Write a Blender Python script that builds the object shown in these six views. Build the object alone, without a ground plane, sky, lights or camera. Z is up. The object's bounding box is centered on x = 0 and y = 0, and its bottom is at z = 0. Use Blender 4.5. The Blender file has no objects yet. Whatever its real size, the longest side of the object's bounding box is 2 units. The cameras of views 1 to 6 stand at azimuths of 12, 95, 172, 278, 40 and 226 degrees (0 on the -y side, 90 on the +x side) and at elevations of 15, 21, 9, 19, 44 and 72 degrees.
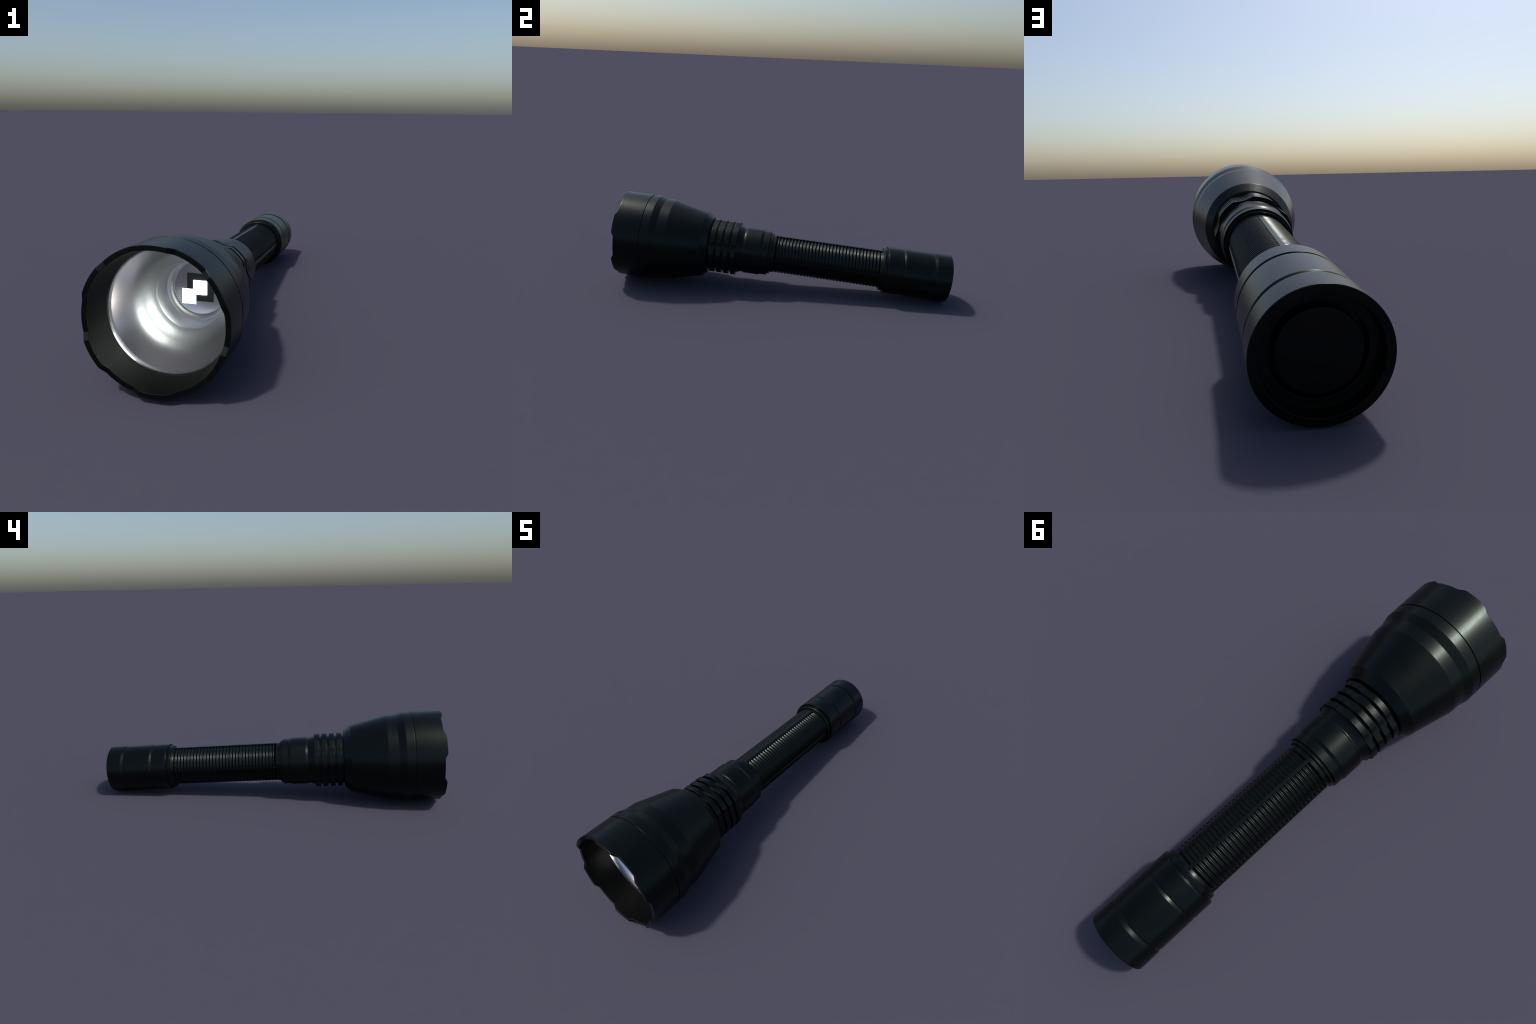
"""A black anodised hand torch lying on its side: wide head with a crenellated
front ring and a mirrored reflector, finned neck, ridged handle with four rails
and a recessed tail button.  Every turned part is a lathe of a (t, r) profile,
t running along the torch axis from the lamp end (negative) to the tail."""
import bpy
import math
from mathutils import Matrix, Vector

# ------------------------------------------------------------------ frame
AXIS_POINT = Vector((-0.0009, 0.0, 0.2095))      # axis where it crosses y = 0
SLOPE = -0.069                                  # the head stands on its wide rim
FRAME = Matrix.Translation(AXIS_POINT) @ Matrix.Rotation(math.atan(SLOPE), 4, 'X')


# ------------------------------------------------------------------ materials
def new_material(name):
    m = bpy.data.materials.new(name)
    m.use_nodes = True
    nt = m.node_tree
    return m, nt, nt.nodes["Principled BSDF"]


def anodised(name, low, high, rough_low, rough_high, tint=(1, 1, 1), spec=0.5, grain=0.03):
    """Near-black anodised metal: cloudy tone, fine grain in gloss and bump."""
    m, nt, b = new_material(name)
    L = nt.links.new
    co = nt.nodes.new("ShaderNodeTexCoord")
    cloud = nt.nodes.new("ShaderNodeTexNoise")
    cloud.inputs["Scale"].default_value = 9
    cloud.inputs["Detail"].default_value = 6
    cloud.inputs["Roughness"].default_value = 0.65
    L(co.outputs["Object"], cloud.inputs["Vector"])
    ramp = nt.nodes.new("ShaderNodeValToRGB")
    ramp.color_ramp.elements[0].position, ramp.color_ramp.elements[0].color = 0.3, (*low, 1)
    ramp.color_ramp.elements[1].position, ramp.color_ramp.elements[1].color = 0.75, (*high, 1)
    L(cloud.outputs["Fac"], ramp.inputs["Fac"])
    L(ramp.outputs["Color"], b.inputs["Base Color"])
    fine = nt.nodes.new("ShaderNodeTexNoise")
    fine.inputs["Scale"].default_value = 160
    fine.inputs["Detail"].default_value = 4
    L(co.outputs["Object"], fine.inputs["Vector"])
    mix = nt.nodes.new("ShaderNodeMix")
    mix.inputs["Factor"].default_value = 0.45
    L(cloud.outputs["Fac"], mix.inputs[2])
    L(fine.outputs["Fac"], mix.inputs[3])
    rr = nt.nodes.new("ShaderNodeMapRange")
    rr.inputs["From Min"].default_value, rr.inputs["From Max"].default_value = 0.3, 0.7
    rr.inputs["To Min"].default_value, rr.inputs["To Max"].default_value = rough_low, rough_high
    L(mix.outputs[0], rr.inputs["Value"])
    L(rr.outputs["Result"], b.inputs["Roughness"])
    bump = nt.nodes.new("ShaderNodeBump")
    bump.inputs["Strength"].default_value = grain
    bump.inputs["Distance"].default_value = 0.002
    L(fine.outputs["Fac"], bump.inputs["Height"])
    L(bump.outputs["Normal"], b.inputs["Normal"])
    b.inputs["Specular IOR Level"].default_value = spec
    b.inputs["Specular Tint"].default_value = (*tint, 1)
    return m


BLACK = anodised("black_anodised_metal", (0.0006, 0.0009, 0.0010), (0.0014, 0.0019, 0.0020), 0.26, 0.345,
                 tint=(0.80, 1.0, 0.92), spec=0.225)
RUBBER = anodised("black_rubber", (0.001, 0.0012, 0.0015), (0.002, 0.0022, 0.0025), 0.45, 0.55, spec=0.2)


DARKENED_BORE = anodised("darker_black_bore", (0.0006, 0.0008, 0.0008), (0.0016, 0.002, 0.0019), 0.36, 0.48, spec=0.15)


def mirror_metal(name, colour, rough):
    m, nt, b = new_material(name)
    L = nt.links.new
    co = nt.nodes.new("ShaderNodeTexCoord")
    n = nt.nodes.new("ShaderNodeTexNoise")
    n.inputs["Scale"].default_value = 14
    n.inputs["Detail"].default_value = 4
    L(co.outputs["Object"], n.inputs["Vector"])
    rr = nt.nodes.new("ShaderNodeMapRange")
    rr.inputs["To Min"].default_value, rr.inputs["To Max"].default_value = rough * 0.97, rough * 1.03
    L(n.outputs["Fac"], rr.inputs["Value"])
    L(rr.outputs["Result"], b.inputs["Roughness"])
    b.inputs["Base Color"].default_value = (*colour, 1)
    b.inputs["Metallic"].default_value = 1.0
    return m


MIRROR = mirror_metal("polished_aluminium", (0.78, 0.78, 0.79), 0.265)
STEEL = mirror_metal("bright_steel", (0.45, 0.455, 0.46), 0.08)

SUBSTRATE, _nt, _b = new_material("green_circuit_substrate")
_b.inputs["Base Color"].default_value = (0.012, 0.03, 0.016, 1)
_b.inputs["Roughness"].default_value = 0.12
_co = _nt.nodes.new("ShaderNodeTexCoord")
_n = _nt.nodes.new("ShaderNodeTexNoise")
_n.inputs["Scale"].default_value = 60
_r = _nt.nodes.new("ShaderNodeValToRGB")
_r.color_ramp.elements[0].color = (0.045, 0.056, 0.050, 1)
_r.color_ramp.elements[1].color = (0.070, 0.084, 0.076, 1)
_nt.links.new(_co.outputs["Object"], _n.inputs["Vector"])
_nt.links.new(_n.outputs["Fac"], _r.inputs["Fac"])
_nt.links.new(_r.outputs["Color"], _b.inputs["Base Color"])

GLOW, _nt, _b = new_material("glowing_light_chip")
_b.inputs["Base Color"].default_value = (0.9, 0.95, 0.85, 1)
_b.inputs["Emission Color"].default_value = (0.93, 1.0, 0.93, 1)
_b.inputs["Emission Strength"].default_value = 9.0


# ------------------------------------------------------------------ geometry helpers
def soften(points, closed):
    """Round profile corners: (t, r, bevel) -> dense list with support loops."""
    out, n = [], len(points)
    for i, p in enumerate(points):
        bev = p[2] if len(p) > 2 else 0.0
        here = Vector(p[:2])
        if bev <= 0 or (not closed and i in (0, n - 1)):
            out.append(here)
            continue
        a, b = Vector(points[i - 1][:2]), Vector(points[(i + 1) % n][:2])
        da, db = (a - here), (b - here)
        cut = min(bev, 0.45 * da.length, 0.45 * db.length)
        da, db = da.normalized() * cut, db.normalized() * cut
        sup = 1.35
        if cut == bev:
            out.append(here + da * sup)
        steps = 4
        for k in range(steps + 1):
            s = k / steps
            out.append(here + da * (1 - s) ** 2 + db * s ** 2)
        if cut == bev:
            out.append(here + db * sup)
    return out


def make_object(name, verts, faces, material, parent, sharp=30.0):
    me = bpy.data.meshes.new(name)
    me.from_pydata(verts, [], faces)
    me.validate()
    me.shade_smooth()
    me.set_sharp_from_angle(angle=math.radians(sharp))
    me.materials.append(material)
    ob = bpy.data.objects.new(name, me)
    bpy.context.scene.collection.objects.link(ob)
    ob.parent = parent
    return ob


def lathe(name, points, material, parent, closed=False, segments=180, angles=None,
          shape=None, sharp=30.0):
    """Turn a profile about local y.  Going outside in order from head to tail
    (or round a closed loop).  shape(t, r, angle, index) may move each point."""
    prof = soften(points, closed)
    if angles is None:
        angles = [360.0 * k / segments for k in range(segments)]
    m, verts, faces, rings = len(angles), [], [], []
    for i, p in enumerate(prof):
        if p[1] < 1e-6:
            verts.append((0.0, p[0], 0.0))
            rings.append([len(verts) - 1] * m)
            continue
        ring = []
        for a in angles:
            t, r = (p[0], p[1]) if shape is None else shape(p[0], p[1], a)
            ra = math.radians(a)
            verts.append((r * math.sin(ra), t, r * math.cos(ra)))
            ring.append(len(verts) - 1)
        rings.append(ring)
    pairs = list(zip(rings, rings[1:])) + ([(rings[-1], rings[0])] if closed else [])
    for u, v in pairs:
        for k in range(m):
            j = (k + 1) % m
            q = []
            for x in (u[k], v[k], v[j], u[j]):
                if x not in q:
                    q.append(x)
            if len(q) > 2:
                faces.append(q)
    return make_object(name, verts, faces, material, parent, sharp)


def box(name, size, centre, material, parent, bevel=0.0):
    import bmesh
    bm = bmesh.new()
    bmesh.ops.create_cube(bm, size=1.0)
    for v in bm.verts:
        v.co = Vector([v.co[k] * size[k] + centre[k] for k in range(3)])
    if bevel:
        bmesh.ops.bevel(bm, geom=bm.edges[:], offset=bevel, segments=2, affect='EDGES')
    me = bpy.data.meshes.new(name)
    bm.to_mesh(me)
    bm.free()
    me.materials.append(material)
    me.shade_smooth()
    me.set_sharp_from_angle(angle=math.radians(30))
    ob = bpy.data.objects.new(name, me)
    bpy.context.scene.collection.objects.link(ob)
    ob.parent = parent
    return ob


# ------------------------------------------------------------------ the torch
torch = bpy.data.objects.new("flashlight", None)
bpy.context.scene.collection.objects.link(torch)
torch["label"] = "black metal flashlight with wide crenellated head, finned neck, ridged handle"
torch["category"] = "flashlight"

# ---- head housing: cone, flat band, step, back chamfer
head = lathe("head", [
    (-0.8182, 0.2440, 0.0), (-0.8182, 0.2572, 0.0012), (-0.7735, 0.2576, 0.0016),
    (-0.7355, 0.2462, 0.0016), (-0.6795, 0.2447, 0.0018), (-0.4820, 0.1970, 0.0012),
    (-0.4410, 0.1665, 0.0015), (-0.4390, 0.1300, 0.0), (-0.4800, 0.1340, 0.0),
    (-0.6300, 0.1500, 0.0), (-0.8000, 0.2300, 0.0)], BLACK, torch, closed=True, segments=240)

# ---- crenellated front ring: six teeth, six shallow bays joined by short slopes
TOOTH, BAY, FOOT, SHOULDER = -0.9852, -0.9715, 11.5, 17.5
corner = [c + 60 * k for k in range(6) for c in (-SHOULDER, -FOOT, FOOT, SHOULDER)]
ring_angles = sorted({round(a % 360, 3) for a in corner} |
                     {round(a * 2.0, 3) for a in range(180)
                      if min(abs(a * 2.0 - c % 360) for c in corner) > 0.9})


def crown(t, r, a):
    if t > -0.95:
        return t, r
    d = abs((a + 30) % 60 - 30)
    f = min(max((d - FOOT) / (SHOULDER - FOOT), 0.0), 1.0)
    return t + f * (BAY - TOOTH), r


bezel = lathe("bezel", [
    (-0.8240, 0.2440, 0.0), (-0.8240, 0.2572, 0.0012), (-0.9600, 0.2574, 0.0),
    (TOOTH, 0.2574, 0.0022), (TOOTH, 0.2386, 0.0022), (-0.9600, 0.2376, 0.0),
    (-0.8515, 0.2284, 0.0), (-0.8480, 0.2400, 0.0)],
    BLACK, head, closed=True, angles=ring_angles, shape=crown, sharp=16)
bezel.data.materials.append(DARKENED_BORE)                 # darker, less glossy faces inside the ring
for face in bezel.data.polygons:
    c = face.center
    if math.hypot(c.x, c.z) < 0.2384 and c.y > -0.980:
        face.material_index = 1
lathe("seam_ring", [(-0.8260, 0.2400), (-0.8260, 0.2535), (-0.8160, 0.2535), (-0.8160, 0.2400)],
      BLACK, head, closed=True)

# ---- bright retaining ring and parabolic reflector
lathe("retaining_ring", [
    (-0.8515, 0.2400), (-0.8515, 0.2279), (-0.8430, 0.2268), (-0.8410, 0.2400)],
      STEEL, head, closed=True, segments=240)
dish = []
# slope dr/dt along the dish: steep near the throat, belt bent to shape a second bright lobe, then flare
BELT = [(0.1360, 0.560), (0.1410, 0.530), (0.1480, 0.500), (0.1550, 0.490), (0.1640, 0.465),
        (0.1710, 0.380), (0.1770, 0.332), (0.1840, 0.385), (0.1920, 0.430), (0.2238, 0.440)]


def dish_slope(r):
    for (r0, s0), (r1, s1) in zip(BELT, BELT[1:]):
        if r <= r1:
            return s0 + (s1 - s0) * (r - r0) / (r1 - r0)
    return BELT[-1][1]


DISH_STEPS, r, t = 60, 0.1360, 0.0
dr = (0.2238 - 0.1360) / DISH_STEPS
for k in range(DISH_STEPS + 1):
    dish.append((t, r))
    t -= dr / dish_slope(r + dr / 2)
    r += dr
DEPTH = (0.8310 - 0.6330) / -dish[-1][0]
dish = [(-0.6330 + t * DEPTH, r) for t, r in reversed(dish)]
dish.insert(0, (-0.8435, 0.2265))                # short collar behind the ring
dish += [(-0.628, 0.1325, 0.0015), (-0.5400, 0.1280, 0.003), (-0.5200, 0.1220, 0.006),
         (-0.5000, 0.1120, 0.003), (-0.5000, 0.0, 0.0)]
back = [(-0.496, 0.0), (-0.496, 0.110), (-0.530, 0.131), (-0.634, 0.1365)]
back += [(t + 0.004, r + 0.002) for t, r in [(p[0], p[1]) for p in dish[61::-12]]]
reflector = lathe("reflector", dish + back, MIRROR, head, segments=240, sharp=28)

# ---- light source: two glowing squares on the axis, one deep, one nearer
substrate = box("circuit_substrate", (0.112, 0.006, 0.115), (0, -0.5030, 0), SUBSTRATE, head, 0.001)
box("bright_square", (0.058, 0.002, 0.059), (0, -0.5070, 0), GLOW, substrate, 0.0008)
box("bright_square", (0.0555, 0.001, 0.058), (0, -0.6363, 0), GLOW, substrate, 0.0004)
box("dark_square_back", (0.0550, 0.002, 0.0575), (0, -0.6349, 0), SUBSTRATE, substrate, 0.0004)

# ---- neck with four scalloped cooling fins
neck = lathe("neck", [
    (-0.4450, 0.0, 0.0), (-0.4450, 0.1435, 0.0), (-0.2650, 0.1435, 0.0), (-0.2650, 0.0, 0.0)],
    BLACK, torch)
FIN_R, FIN_DIP, FIN_W = 0.1615, 0.0110, 0.0280
fin_angles = [5.0 * k for k in range(72)]


def scallop(t, r, a):
    d = (a % 60) / 30                                # bay 0..30, lobe 30..60
    if d < 1 and r > 0.150:
        r -= FIN_DIP * math.sin(math.pi * d)
    return t, r


fin = lathe("cooling_fin", [
    (-FIN_W / 2, 0.1400, 0.0), (-FIN_W / 2, FIN_R, 0.0012), (FIN_W / 2, FIN_R, 0.0012),
    (FIN_W / 2, 0.1400, 0.0)], BLACK, neck, angles=fin_angles, shape=scallop, sharp=55)
fin.location.y = -0.2866
for k in range(1, 4):
    other = fin.copy()
    bpy.context.scene.collection.objects.link(other)
    other.location.y = -0.2866 - 0.0428 * k

# ---- collar between fins and handle
lathe("collar", [
    (-0.2740, 0.0, 0.0), (-0.2740, 0.1470, 0.0), (-0.2550, 0.1405, 0.006), (-0.2330, 0.1350, 0.005),
    (-0.2235, 0.1405, 0.0012), (-0.1335, 0.1405, 0.0009), (-0.1205, 0.1352, 0.0009),
    (-0.0822, 0.1352, 0.0012), (-0.0815, 0.1225, 0.0), (-0.0795, 0.1225, 0.0),
    (-0.0790, 0.1255, 0.0010), (-0.0670, 0.1255, 0.0010), (-0.0660, 0.0, 0.0)], BLACK, torch)

# ---- handle: smooth ends, 31 ring ridges, four flat-topped rails
RIDGES, FIRST, PITCH = 31, -0.0300, 0.01995
CREST, ROOT = 0.1136, 0.1056
grip = [(-0.0720, 0.0), (-0.0720, 0.1140), (-0.0460, 0.1140, 0.001), (FIRST - PITCH / 2, ROOT + 0.001)]
for k in range(RIDGES):
    c = FIRST + PITCH * k
    for s, r in ((-0.45, 0.02), (-0.25, 0.50), (-0.06, 0.98), (0.06, 0.98), (0.25, 0.50), (0.45, 0.02)):
        grip.append((c + PITCH * s, ROOT + (CREST - ROOT) * r))
grip += [(FIRST + PITCH * (RIDGES - 0.5) + 0.0015, 0.1085), (0.5830, 0.1103, 0.001), (0.5960, 0.1150, 0.002), (0.6050, 0.1150), (0.6050, 0.0)]
handle = lathe("handle", grip, BLACK, torch, segments=200, sharp=60)


def rail_mesh():
    half, bottom, top, t0, t1, c = math.radians(3.9), 0.1000, 0.1162, -0.0500, 0.5920, 0.0012
    verts, faces = [], []
    section = [(-half, bottom), (-half, top - c), (-half + c / top, top)]
    section += [(-half * 0.5, top), (0, top), (half * 0.5, top)]
    section += [(half - c / top, top), (half, top - c), (half, bottom)]
    stations = [(t0, -c), (t0 + c, 0.0), (t1 - c, 0.0), (t1, -c)]
    for t, dr in stations:
        for a, r in section:
            rr = r + (dr if r > bottom else 0)
            verts.append((rr * math.sin(a), t, rr * math.cos(a)))
    n = len(section)
    for s in range(len(stations) - 1):
        for k in range(n):
            j = (k + 1) % n
            faces.append((s * n + k, s * n + j, (s + 1) * n + j, (s + 1) * n + k))
    faces.append(tuple(range(n - 1, -1, -1)))
    faces.append(tuple(range((len(stations) - 1) * n, len(stations) * n)))
    return verts, faces


rail = make_object("grip_rail", *rail_mesh(), BLACK, handle, 25)
for k in range(1, 4):
    other = rail.copy()
    bpy.context.scene.collection.objects.link(other)
    other.rotation_euler.y = math.radians(90 * k)

# ---- tail cap: stepped flange, two machined grooves, recessed end
R = 0.1415
tail = lathe("tail_cap", [
    (0.5960, 0.0, 0.0), (0.5960, 0.1240, 0.0008), (0.5990, 0.1272, 0.0010), (0.6185, 0.1272, 0.0), (0.6200, 0.1380, 0.0012), (0.6280, 0.1397, 0.0010),
    (0.7080, 0.1398, 0.0010), (0.7112, 0.1350, 0.0010), (0.7245, 0.1400, 0.0015),
    (0.8830, 0.1397, 0.0015), (0.8890, 0.1362, 0.0012), (0.9060, 0.1414, 0.002),
    (0.9915, R, 0.0022), (0.9922, 0.1222, 0.0012), (0.9560, 0.1190, 0.0006), (0.9550, 0.1000, 0.0010),
    (0.9300, 0.0985, 0.0), (0.9300, 0.0, 0.0)], BLACK, torch, segments=240)
lathe("tail_button", [
    (0.9270, 0.0, 0.0), (0.9270, 0.0885, 0.0), (0.9640, 0.0885, 0.004), (0.9655, 0.0, 0.0)],
    RUBBER, tail)

for ob in torch.children:
    ob.matrix_parent_inverse = Matrix.Identity(4)
    ob.matrix_basis = FRAME @ ob.matrix_basis
